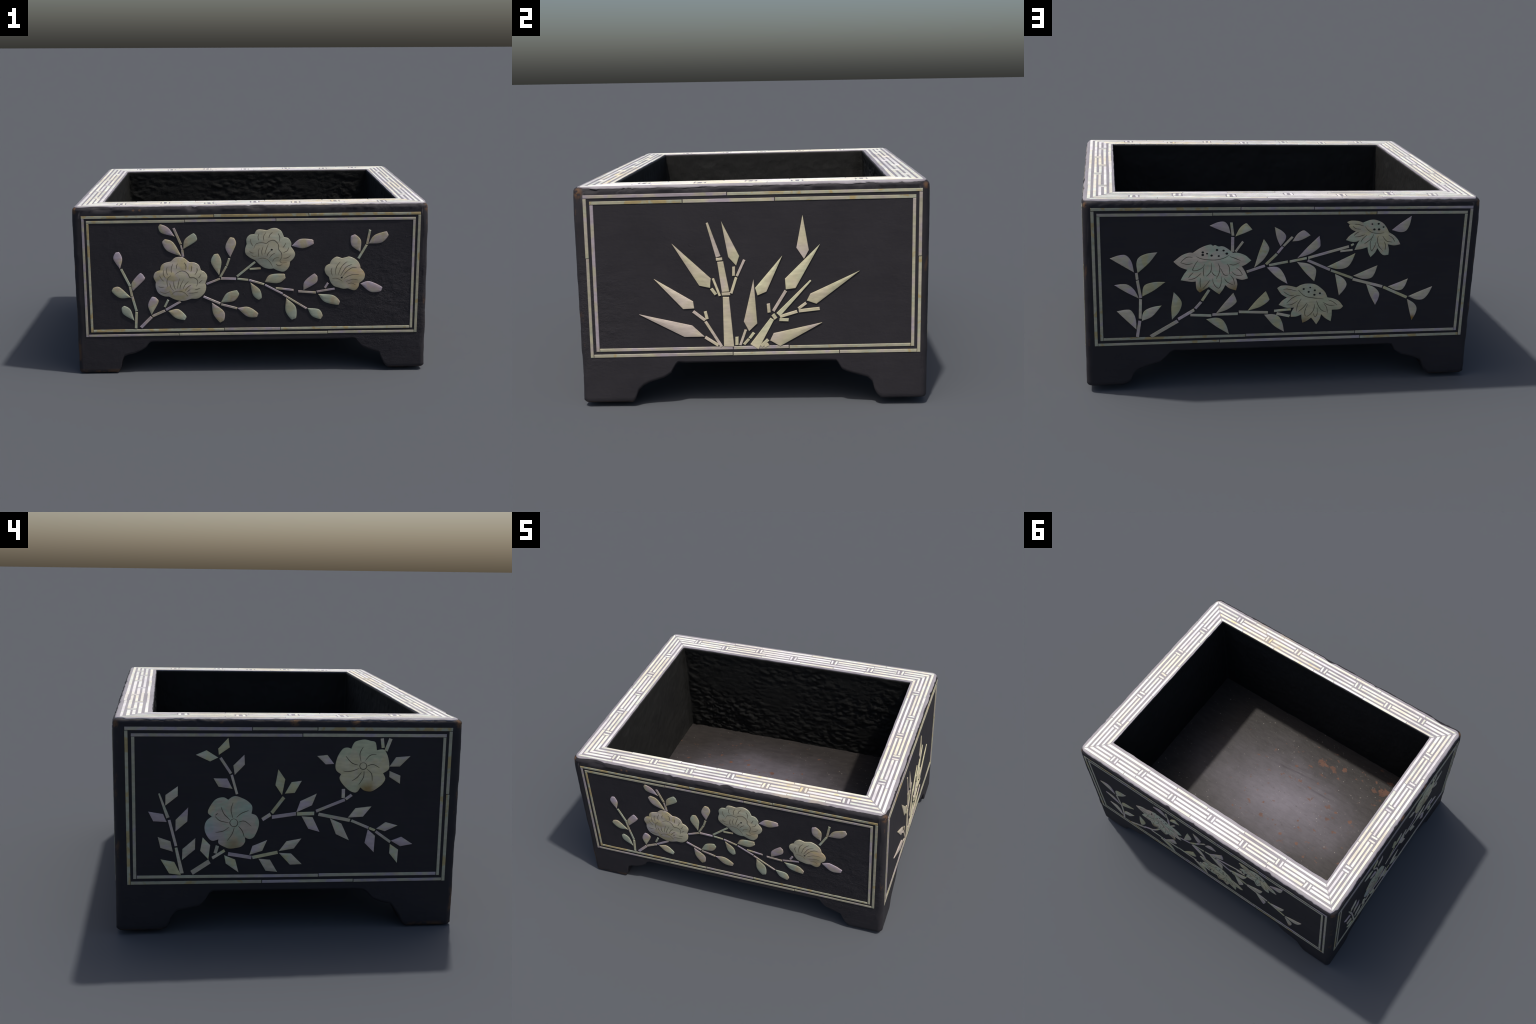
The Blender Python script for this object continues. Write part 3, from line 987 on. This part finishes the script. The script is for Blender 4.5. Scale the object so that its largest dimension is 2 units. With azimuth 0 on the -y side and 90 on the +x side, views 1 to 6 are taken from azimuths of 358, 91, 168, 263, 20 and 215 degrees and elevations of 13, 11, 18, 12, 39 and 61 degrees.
RHOMBUS_LEAVES = [  # base, tip, one shoulder, other shoulder (mm on the panel)
    ((-544, 591), (-489, 677), (-543, 638), (-490, 634)),
    ((-539, 517), (-618, 564), (-554, 553), (-597, 521)),
    ((-501, 474), (-445, 582), (-500, 526), (-449, 519)),
    ((-513, 382), (-578, 449), (-523, 429), (-567, 400)),
    ((-473, 343), (-414, 443), (-471, 393), (-416, 391)),
    ((-478, 274), (-567, 347), (-507, 334), (-530, 282)),
    ((-357, 345), (-382, 446), (-393, 385), (-349, 410)),
    ((-315, 804), (-411, 816), (-365, 836), (-350, 787)),
    ((-312, 816), (-271, 891), (-315, 843), (-265, 849)),
    ((-252, 665), (-335, 712), (-275, 711), (-313, 675)),
    ((-243, 727), (-201, 817), (-249, 769), (-199, 773)),
    ((-287, 363), (-223, 283), (-238, 342), (-280, 325)),
    ((-34, 636), (-52, 752), (-21, 707), (-64, 681)),
    ((-21, 643), (52, 700), (7, 694), (22, 646)),
    ((31, 558), (120, 642), (48, 608), (100, 589)),
    ((55, 539), (137, 467), (104, 535), (86, 482)),
    ((-175, 364), (-97, 431), (-162, 404), (-118, 382)),
    ((-134, 345), (-50, 283), (-83, 340), (-102, 289)),
    ((-44, 380), (56, 437), (-10, 425), (23, 391)),
    ((-43, 371), (60, 318), (11, 368), (7, 316)),
    ((194, 776), (118, 811), (163, 816), (156, 774)),
    ((442, 764), (534, 811), (470, 806), (488, 764)),
    ((443, 744), (492, 686), (493, 723), (443, 717)),
    ((263, 532), (368, 583), (296, 575), (331, 536)),
    ((182, 529), (271, 427), (235, 504), (211, 456)),
    ((394, 480), (490, 494), (435, 510), (433, 468)),
    ((355, 477), (386, 370), (389, 447), (343, 414)),
    ((463, 423), (562, 407), (510, 441), (506, 397)),
    ((459, 408), (495, 319), (498, 381), (458, 364)),
]
FRONT_STEMS = [  # start, end, width at start, width at end
    ((-728, 623), (-682, 525), 13, 13),
    ((-682, 521), (-672, 465), 13, 13),
    ((-671, 463), (-650, 378), 13, 13),
    ((-650, 373), (-656, 277), 14, 14),
    ((-627, 282), (-566, 343), 17, 17),
    ((-561, 347), (-490, 379), 14, 14),
    ((-431, 852), (-393, 760), 13, 13),
    ((-393, 755), (-387, 730), 9, 9),
    ((-386, 729), (-382, 689), 13, 13),
    ((-125, 676), (-140, 634), 12, 12),
    ((-142, 630), (-176, 570), 12, 12),
    ((-254, 530), (-178, 560), 11, 11),
    ((-173, 561), (-88, 558), 13, 13),
    ((-272, 458), (-178, 415), 12, 12),
    ((-174, 411), (-84, 386), 12, 12),
    ((-470, 442), (-491, 400), 12, 12),
    ((-484, 383), (-401, 431), 13, 13),
    ((-81, 558), (-20, 551), 11, 11),
    ((-15, 550), (69, 524), 11, 11),
    ((74, 521), (174, 467), 10, 10),
    ((176, 463), (309, 379), 10, 10),
    ((135, 501), (235, 488), 11, 11),
    ((261, 480), (360, 472), 12, 12),
    ((365, 477), (466, 493), 11, 11),
    ((428, 527), (411, 498), 12, 12),
    ((-83, 571), (19, 654), 12, 12),
    ((-12, 613), (50, 617), 11, 11),
    ((658, 828), (643, 747), 13, 13),
    ((641, 743), (597, 666), 13, 13),
]
BAMBOO_STEMS = [  # start, end, width at start, width at end
    ((-189, 811), (-144, 663), 9, 21),
    ((-141, 659), (-140, 647), 27, 27),
    ((-169, 569), (-141, 492), 10, 10),
    ((-177, 525), (-158, 498), 13, 13),
    ((-258, 426), (-207, 385), 13, 13),
    ((-206, 425), (-198, 390), 13, 13),
    ((-206, 380), (-138, 266), 12, 12),
    ((-209, 310), (-152, 272), 13, 13),
    ((-136, 642), (-116, 510), 26, 32),
    ((-115, 507), (-114, 494), 36, 36),
    ((-115, 487), (-106, 266), 27, 44),
    ((-79, 619), (-80, 579), 12, 12),
    ((-33, 648), (-66, 577), 11, 11),
    ((-69, 572), (-92, 502), 12, 12),
    ((4, 263), (83, 386), 42, 18),
    ((86, 406), (99, 386), 16, 16),
    ((109, 404), (250, 552), 21, 7),
    ((88, 420), (143, 509), 13, 13),
    ((67, 454), (70, 414), 14, 14),
    ((116, 395), (191, 417), 13, 13),
    ((198, 419), (288, 428), 14, 14),
    ((196, 429), (230, 454), 12, 12),
    ((114, 382), (154, 380), 13, 13),
    ((-71, 309), (-72, 272), 14, 14),
    ((-32, 340), (-57, 271), 11, 11),
    ((3, 326), (-16, 301), 12, 12),
    ((-19, 298), (-41, 274), 12, 12),
    ((64, 294), (33, 265), 14, 14),
    ((66, 274), (47, 265), 14, 14),
]
LOTUS_STEMS = [  # start, end, width at start, width at end
    ((-734, 612), (-730, 578), 13, 13),
    ((-730, 574), (-715, 483), 14, 14),
    ((-716, 477), (-719, 375), 14, 14),
    ((-721, 363), (-734, 278), 15, 15),
    ((-668, 278), (-536, 357), 18, 18),
    ((-534, 366), (-455, 414), 15, 15),
    ((-450, 420), (-421, 455), 13, 13),
    ((-417, 461), (-382, 517), 13, 13),
    ((-278, 861), (-269, 795), 13, 13),
    ((-270, 788), (-270, 713), 15, 15),
    ((-219, 764), (-255, 713), 11, 11),
    ((-198, 608), (-108, 638), 13, 13),
    ((-474, 387), (-370, 381), 13, 13),
    ((-365, 386), (-238, 387), 13, 13),
    ((-233, 397), (-86, 390), 13, 13),
    ((-103, 645), (-50, 698), 13, 13),
    ((-47, 702), (-22, 735), 12, 12),
    ((-19, 738), (25, 785), 11, 11),
    ((-88, 640), (6, 657), 12, 12),
    ((15, 657), (100, 674), 12, 12),
    ((107, 675), (311, 731), 13, 13),
    ((322, 736), (335, 744), 10, 10),
    ((269, 707), (331, 713), 10, 10),
    ((106, 662), (221, 610), 13, 13),
    ((226, 607), (340, 564), 12, 12),
    ((341, 558), (497, 515), 14, 14),
    ((503, 512), (631, 453), 14, 14),
    ((-55, 397), (30, 404), 12, 12),
    ((-42, 383), (25, 367), 14, 14),
]
LEFT_STEMS = [  # start, end, width at start, width at end
    ((-571, 645), (-533, 536), 7, 15),
    ((-528, 526), (-499, 407), 12, 12),
    ((-499, 400), (-474, 281), 12, 17),
    ((-305, 803), (-259, 733), 12, 12),
    ((-256, 727), (-232, 641), 11, 11),
    ((-431, 283), (-352, 335), 21, 21),
    ((-340, 350), (-285, 385), 13, 13),
    ((-317, 407), (-327, 372), 15, 15),
    ((-120, 525), (-83, 549), 16, 16),
    ((-78, 555), (-25, 626), 15, 15),
    ((-77, 536), (30, 551), 16, 16),
    ((34, 550), (111, 552), 16, 16),
    ((-270, 369), (-166, 351), 16, 16),
    ((-162, 351), (-49, 374), 15, 15),
    ((119, 562), (247, 614), 13, 13),
    ((250, 616), (277, 636), 13, 13),
    ((239, 663), (239, 622), 15, 15),
    ((130, 548), (273, 519), 15, 15),
    ((279, 518), (358, 484), 12, 12),
    ((361, 483), (388, 472), 11, 11),
    ((391, 467), (460, 417), 12, 12),
    ((404, 890), (410, 848), 14, 14),
    ((443, 889), (423, 834), 15, 15),
]
FLOWERS.append(dict(kind='peony', panel='front', centre=(-400, 562),
    outline=[NOTCH(-50, 101), (-29, 121), (-4, 127), (20, 122), NOTCH(53, 95), (81, 93), (105, 78), NOTCH(116, 48), (137, 37), (151, 10), NOTCH(139, -28), (144, -50), (133, -85), (99, -113), NOTCH(60, -115), (24, -126), (-5, -126), (-35, -117), NOTCH(-65, -101), (-93, -98), (-124, -79), (-138, -46), NOTCH(-137, -15), (-149, 13), (-139, 39), NOTCH(-111, 52), (-106, 75), (-88, 91)],
    veins=[
        [(-38, 90), (-48, 64), (-48, 37)],
        [(-13, 90), (-19, 75), (-18, 61)],
        [(24, 96), (34, 79), (32, 56)],
        [(-71, 71), (-75, 48), (-70, 24)],
        [(-92, 53), (-93, 28), (-81, 7)],
        [(-115, 23), (-104, 2), (-91, -11)],
        [(65, 76), (64, 56), (61, 42)],
        [(95, 64), (95, 45), (82, 24)],
        [(117, 27), (109, 13), (102, 6)],
        [(124, -7), (114, -15), (104, -24)],
        [(-27, 29), (0, 46), (24, 46), (43, 32), (55, 9), (76, 8), (95, -5), (97, -23), (91, -43)],
        [(-51, 22), (-68, 7), (-74, -15), (-70, -44)],
        [(-59, -23), (-53, -45), (-37, -67)],
        [(-36, -10), (-35, -38), (-27, -60)],
        [(-3, 4), (-11, -26), (-16, -54)],
        [(19, -2), (1, -38), (-2, -56)],
        [(46, -13), (26, -34), (15, -58)],
        [(60, -34), (42, -47), (26, -67)],
        [(55, -60), (47, -66), (39, -73)],
        [(111, -54), (96, -59), (81, -62)],
        [(100, -75), (72, -81), (47, -81)],
        [(-122, -41), (-108, -45), (-90, -44)],
        [(-115, -70), (-99, -78), (-79, -79), (-57, -69)],
        [(-50, -90), (-30, -72), (-4, -69), (21, -78), (42, -100)],
    ],
    seeds=[]))
FLOWERS.append(dict(kind='peony', panel='front', centre=(108, 723),
    outline=[NOTCH(-23, 110), (4, 121), (30, 121), (57, 104), NOTCH(72, 70), (96, 63), (112, 38), NOTCH(110, 16), (126, -6), (134, -28), (125, -52), NOTCH(106, -70), (101, -98), (84, -120), (64, -127), (36, -119), NOTCH(14, -108), (-9, -110), (-41, -101), (-66, -82), NOTCH(-88, -59), (-117, -44), (-141, -22), (-145, 4), NOTCH(-136, 34), (-137, 63), (-119, 85), NOTCH(-93, 89), (-81, 110), (-62, 116)],
    veins=[
        [(-66, 94), (-72, 75), (-68, 55)],
        [(-28, 100), (-41, 77), (-39, 53)],
        [(8, 99), (-6, 86), (-12, 68)],
        [(40, 93), (49, 71), (46, 47)],
        [(-113, 64), (-111, 43), (-101, 24)],
        [(-120, -5), (-109, -15), (-96, -17)],
        [(-109, -30), (-94, -37), (-81, -36)],
        [(82, 38), (75, 23), (66, 12)],
        [(100, 14), (90, -6), (70, -16)],
        [(109, -33), (90, -47), (68, -48)],
        [(-96, 8), (-87, 30), (-74, 39), (-51, 43), (-26, 38), (-9, 50), (15, 55), (32, 43), (43, 24), (43, 3), (58, -18), (60, -42), (50, -62), (60, -75), (88, -73)],
        [(-65, 10), (-71, -14), (-68, -40)],
        [(-44, 19), (-51, -6), (-49, -32)],
        [(-14, 36), (-26, 5), (-35, -24)],
        [(0, -4), (-15, -19), (-23, -38)],
        [(23, -18), (6, -28), (-9, -46)],
        [(44, -43), (19, -50), (9, -68)],
        [(-71, -51), (-49, -46), (-23, -52), (-4, -72), (9, -96)],
        [(28, -81), (43, -91), (64, -84)],
    ],
    seeds=[(4, 1)]))
FLOWERS.append(dict(kind='peony', panel='front', centre=(524, 586),
    outline=[NOTCH(-19, 82), (2, 87), (22, 91), (48, 81), (71, 63), (83, 40), NOTCH(85, 25), (103, 6), (111, -17), (104, -42), NOTCH(80, -62), (76, -83), (63, -100), (47, -103), NOTCH(16, -92), (-8, -94), (-34, -87), (-63, -76), (-83, -51), NOTCH(-91, -24), (-108, -6), (-116, 18), (-109, 38), NOTCH(-88, 51), (-79, 70), (-61, 86), (-45, 91)],
    veins=[
        [(-74, 29), (-79, 11), (-72, -16)],
        [(-28, 64), (-49, 35), (-56, -10)],
        [(11, 65), (-20, 36), (-39, -12)],
        [(39, 49), (4, 31), (-26, -18)],
        [(64, 30), (40, 29), (10, 9), (-19, -28)],
        [(78, -12), (44, -11), (15, -21), (-6, -34)],
        [(74, -44), (48, -38), (27, -43), (6, -51)],
        [(17, -65), (38, -60), (60, -70)],
        [(-72, -33), (-51, -30), (-28, -40), (-15, -50)],
    ],
    seeds=[(-19, -28)]))
FLOWERS.append(dict(kind='lotus', panel='back', centre=(-352, 622),
    outline=[NOTCH(-204, 44), (-167, 74), (-133, 88), NOTCH(-110, 88), (-73, 113), (-29, 129), NOTCH(-13, 122), (-2, 126), (13, 119), (36, 119), (62, 104), NOTCH(85, 85), (109, 85), (146, 71), NOTCH(175, 45), (151, 26), NOTCH(129, 15), (146, -12), NOTCH(161, -48), (132, -55), NOTCH(102, -47), (109, -77), NOTCH(103, -110), (71, -99), NOTCH(49, -81), (37, -106), NOTCH(20, -129), (-4, -111), NOTCH(-31, -89), (-51, -101), NOTCH(-76, -117), (-92, -98), NOTCH(-96, -59), (-120, -60), NOTCH(-169, -51), (-155, -24), NOTCH(-137, 2), (-173, 17)],
    veins=[
        [(-95, 71), (-67, 58), (-8, 51), (38, 59), (67, 76)],
        [(-112, 67), (-137, 68), (-157, 55), (-170, 40)],
        [(-170, 40), (-139, 31), (-111, 35)],
        [(-85, 51), (-101, 27), (-111, -1), (-84, 1), (-62, 15), (-53, 30)],
        [(-57, 15), (-60, -8), (-56, -33)],
        [(-20, 36), (-22, -3), (-34, -22), (-45, -33)],
        [(11, 35), (21, 9), (17, -18), (4, -47)],
        [(-20, -7), (-9, -24), (7, -34)],
        [(25, 7), (37, -19), (46, -28), (61, -30)],
        [(57, 31), (68, 8), (69, -24)],
        [(69, 68), (97, 57), (122, 46)],
        [(67, 28), (90, 24), (119, 36)],
        [(100, 9), (119, -5), (133, -27)],
        [(79, -9), (97, -27), (119, -31), (133, -28)],
        [(-108, -11), (-123, -26), (-132, -39)],
        [(-132, -47), (-102, -42), (-70, -16)],
        [(-74, -40), (-75, -68), (-72, -90)],
        [(-27, -52), (-43, -75), (-62, -97)],
        [(-13, -44), (-11, -65), (2, -87), (18, -95), (28, -71), (28, -34)],
        [(43, -45), (59, -65), (90, -81)],
        [(74, -30), (89, -50), (95, -81)],
    ],
    seeds=[(-63, 91), (-63, 78), (-42, 84), (-20, 74), (6, 102), (15, 71), (38, 99), (54, 83)]))
FLOWERS.append(dict(kind='lotus', panel='back', centre=(413, 777),
    outline=[NOTCH(-118, 80), (-99, 87), (-76, 87), (-56, 84), NOTCH(-37, 77), (-14, 86), (5, 91), (29, 90), (62, 76), (82, 55), NOTCH(99, 26), (126, 9), (148, -13), NOTCH(162, -38), (130, -43), NOTCH(97, -37), (104, -62), NOTCH(104, -92), (80, -94), (62, -81), NOTCH(44, -56), (34, -79), NOTCH(12, -103), (0, -80), NOTCH(-7, -51), (-38, -60), NOTCH(-72, -64), (-62, -37), NOTCH(-50, -14), (-66, -21), (-90, -21), NOTCH(-118, -12), (-102, 9), NOTCH(-71, 32), (-92, 42), (-107, 59), NOTCH(-103, 67)],
    veins=[
        [(-26, 58), (-8, 38), (13, 26), (44, 22), (74, 24)],
        [(-80, 70), (-61, 69), (-33, 61)],
        [(-88, 60), (-74, 48), (-47, 44)],
        [(-54, 31), (-69, 23), (-81, 10)],
        [(-77, 4), (-51, 7), (-25, 15)],
        [(-14, 13), (-32, -3), (-43, -22)],
        [(21, 18), (12, -2), (-9, -21), (-25, -32)],
        [(13, -7), (5, -26), (9, -54), (16, -69), (30, -43), (36, -20)],
        [(44, 7), (42, -18), (52, -47), (72, -69)],
        [(78, -22), (85, -43), (84, -67)],
        [(67, 8), (81, -12), (94, -21), (118, -25)],
        [(96, 13), (118, -2), (132, -23)],
    ],
    seeds=[(10, 70), (42, 71), (68, 54), (22, 42), (46, 42)]))
FLOWERS.append(dict(kind='lotus', panel='back', centre=(115, 426),
    outline=[NOTCH(-158, 92), (-140, 104), (-115, 106), (-89, 102), NOTCH(-60, 94), (-37, 107), (-10, 113), (28, 110), (56, 95), (86, 67), NOTCH(100, 37), (130, 31), (161, 15), NOTCH(184, -13), (166, -28), NOTCH(126, -30), (127, -60), NOTCH(123, -93), (94, -75), NOTCH(72, -53), (65, -80), NOTCH(49, -108), (34, -87), NOTCH(21, -70), (1, -86), NOTCH(-22, -97), (-28, -75), NOTCH(-30, -52), (-56, -62), NOTCH(-84, -63), (-82, -39), NOTCH(-68, -13), (-105, -14), NOTCH(-147, 3), (-131, 24), NOTCH(-107, 41), (-136, 60)],
    veins=[
        [(-52, 82), (-18, 49), (23, 38), (81, 30)],
        [(-128, 86), (-106, 88), (-60, 76)],
        [(-126, 75), (-105, 59), (-87, 53), (-72, 54)],
        [(-108, 13), (-83, 37), (-57, 51), (-38, 52)],
        [(-109, 3), (-82, 5), (-51, 25)],
        [(-34, 34), (-51, 5), (-57, -33)],
        [(-4, 12), (-22, -13), (-47, -35)],
        [(0, 6), (-12, -27), (-13, -48), (-9, -62)],
        [(36, 3), (31, -28), (16, -50), (-4, -64)],
        [(30, -44), (36, -60), (43, -65), (51, -48), (49, -17)],
        [(44, 22), (56, -8), (74, -31), (99, -42)],
        [(84, 3), (98, -16), (104, -48)],
        [(77, 13), (106, -3), (139, -9)],
        [(104, 25), (128, 15), (152, -4)],
    ],
    seeds=[(-24, 86), (9, 93), (2, 70), (33, 78), (32, 54), (60, 61)]))
FLOWERS.append(dict(kind='blossom', panel='left', centre=(-252, 511),
    outline=[NOTCH(-18, 105), (-2, 117), (16, 121), (40, 113), (65, 100), (84, 81), (88, 64), NOTCH(84, 42), (106, 32), (117, 9), (116, -19), (105, -49), (93, -68), (74, -74), NOTCH(56, -66), (57, -87), (41, -108), (14, -115), (-14, -117), (-39, -107), (-60, -93), NOTCH(-61, -75), (-87, -81), (-105, -68), (-120, -38), (-121, -10), (-111, 13), NOTCH(-90, 30), (-107, 47), (-98, 75), (-73, 107), (-40, 116)],
    veins=[
        [(-50, 74), (-36, 41), (-10, 15)],
        [(3, 93), (-6, 59), (3, 21)],
        [(72, 57), (40, 44), (18, 25)],
        [(84, -15), (59, 6), (44, 9), (28, 4)],
        [(53, -64), (44, -36), (26, -13)],
        [(-23, -82), (-1, -50), (9, -20)],
        [(-74, -42), (-40, -36), (-14, -18)],
        [(-76, 31), (-54, 11), (-16, 2)],
        [(-64, 45), (-74, 36)],
        [(7, 20), (18, 14), (24, 2), (19, -12), (7, -16), (-5, -11), (-11, 2), (-5, 14), (7, 20)],
    ],
    seeds=[]))
FLOWERS.append(dict(kind='blossom', panel='left', centre=(323, 765),
    outline=[NOTCH(-55, 79), (-45, 102), (-32, 113), (2, 120), (30, 114), (52, 107), NOTCH(59, 72), (79, 76), (95, 72), (109, 46), (117, 12), (115, -14), NOTCH(91, -31), (102, -54), (92, -77), (71, -96), (42, -113), (11, -110), NOTCH(-9, -95), (-20, -113), (-36, -118), (-62, -106), (-90, -78), (-103, -54), NOTCH(-97, -35), (-118, -19), (-123, 7), (-113, 46), (-93, 77), (-73, 84)],
    veins=[
        [(-2, 88), (-16, 58), (-10, 22)],
        [(58, 55), (30, 50), (9, 26)],
        [(74, -6), (49, 8), (34, 8), (17, 1)],
        [(17, -11), (39, -33), (43, -66)],
        [(5, -21), (3, -49), (-17, -83)],
        [(-6, -26), (-26, -50), (-49, -66)],
        [(-88, -20), (-70, -23), (-44, -19), (-17, -8)],
        [(-79, 47), (-52, 17), (-22, 6)],
        [(0, 18), (11, 13), (16, 2), (12, -9), (1, -13), (-10, -9), (-15, 2), (-11, 13), (0, 18)],
    ],
    seeds=[]))

def main():
    make_materials()
    root = bpy.data.objects.new('planter_box', None)
    bpy.context.scene.collection.objects.link(root)
    root['label'] = 'black lacquered rectangular planter box with mother-of-pearl flower inlay'
    root['category'] = 'planter box'
    build_body(root)
    build_floor(root)
    build_rim(root)
    for side in SIDE:
        add_border(root, side)
    add_leaves(root, 'front', FRONT_LEAVES, 'ovate', MAT['petal'], 0.0038)
    add_leaves(root, 'right', BAMBOO_LEAVES, 'cut', MAT['ivory'], 0.0045)
    add_leaves(root, 'back', LOTUS_LEAVES, 'half_moon', MAT['cool'], 0.004)
    add_leaves(root, 'left', RHOMBUS_LEAVES, 'cut', MAT['cool'], 0.004)
    add_stems(root, 'front', FRONT_STEMS, MAT['petal'], 0.003)
    add_stems(root, 'right', BAMBOO_STEMS, MAT['ivory'], 0.004)
    add_stems(root, 'back', LOTUS_STEMS, MAT['cool'], 0.0032)
    add_stems(root, 'left', LEFT_STEMS, MAT['cool'], 0.0032)
    for f in FLOWERS:
        add_flower(root, **f)


main()
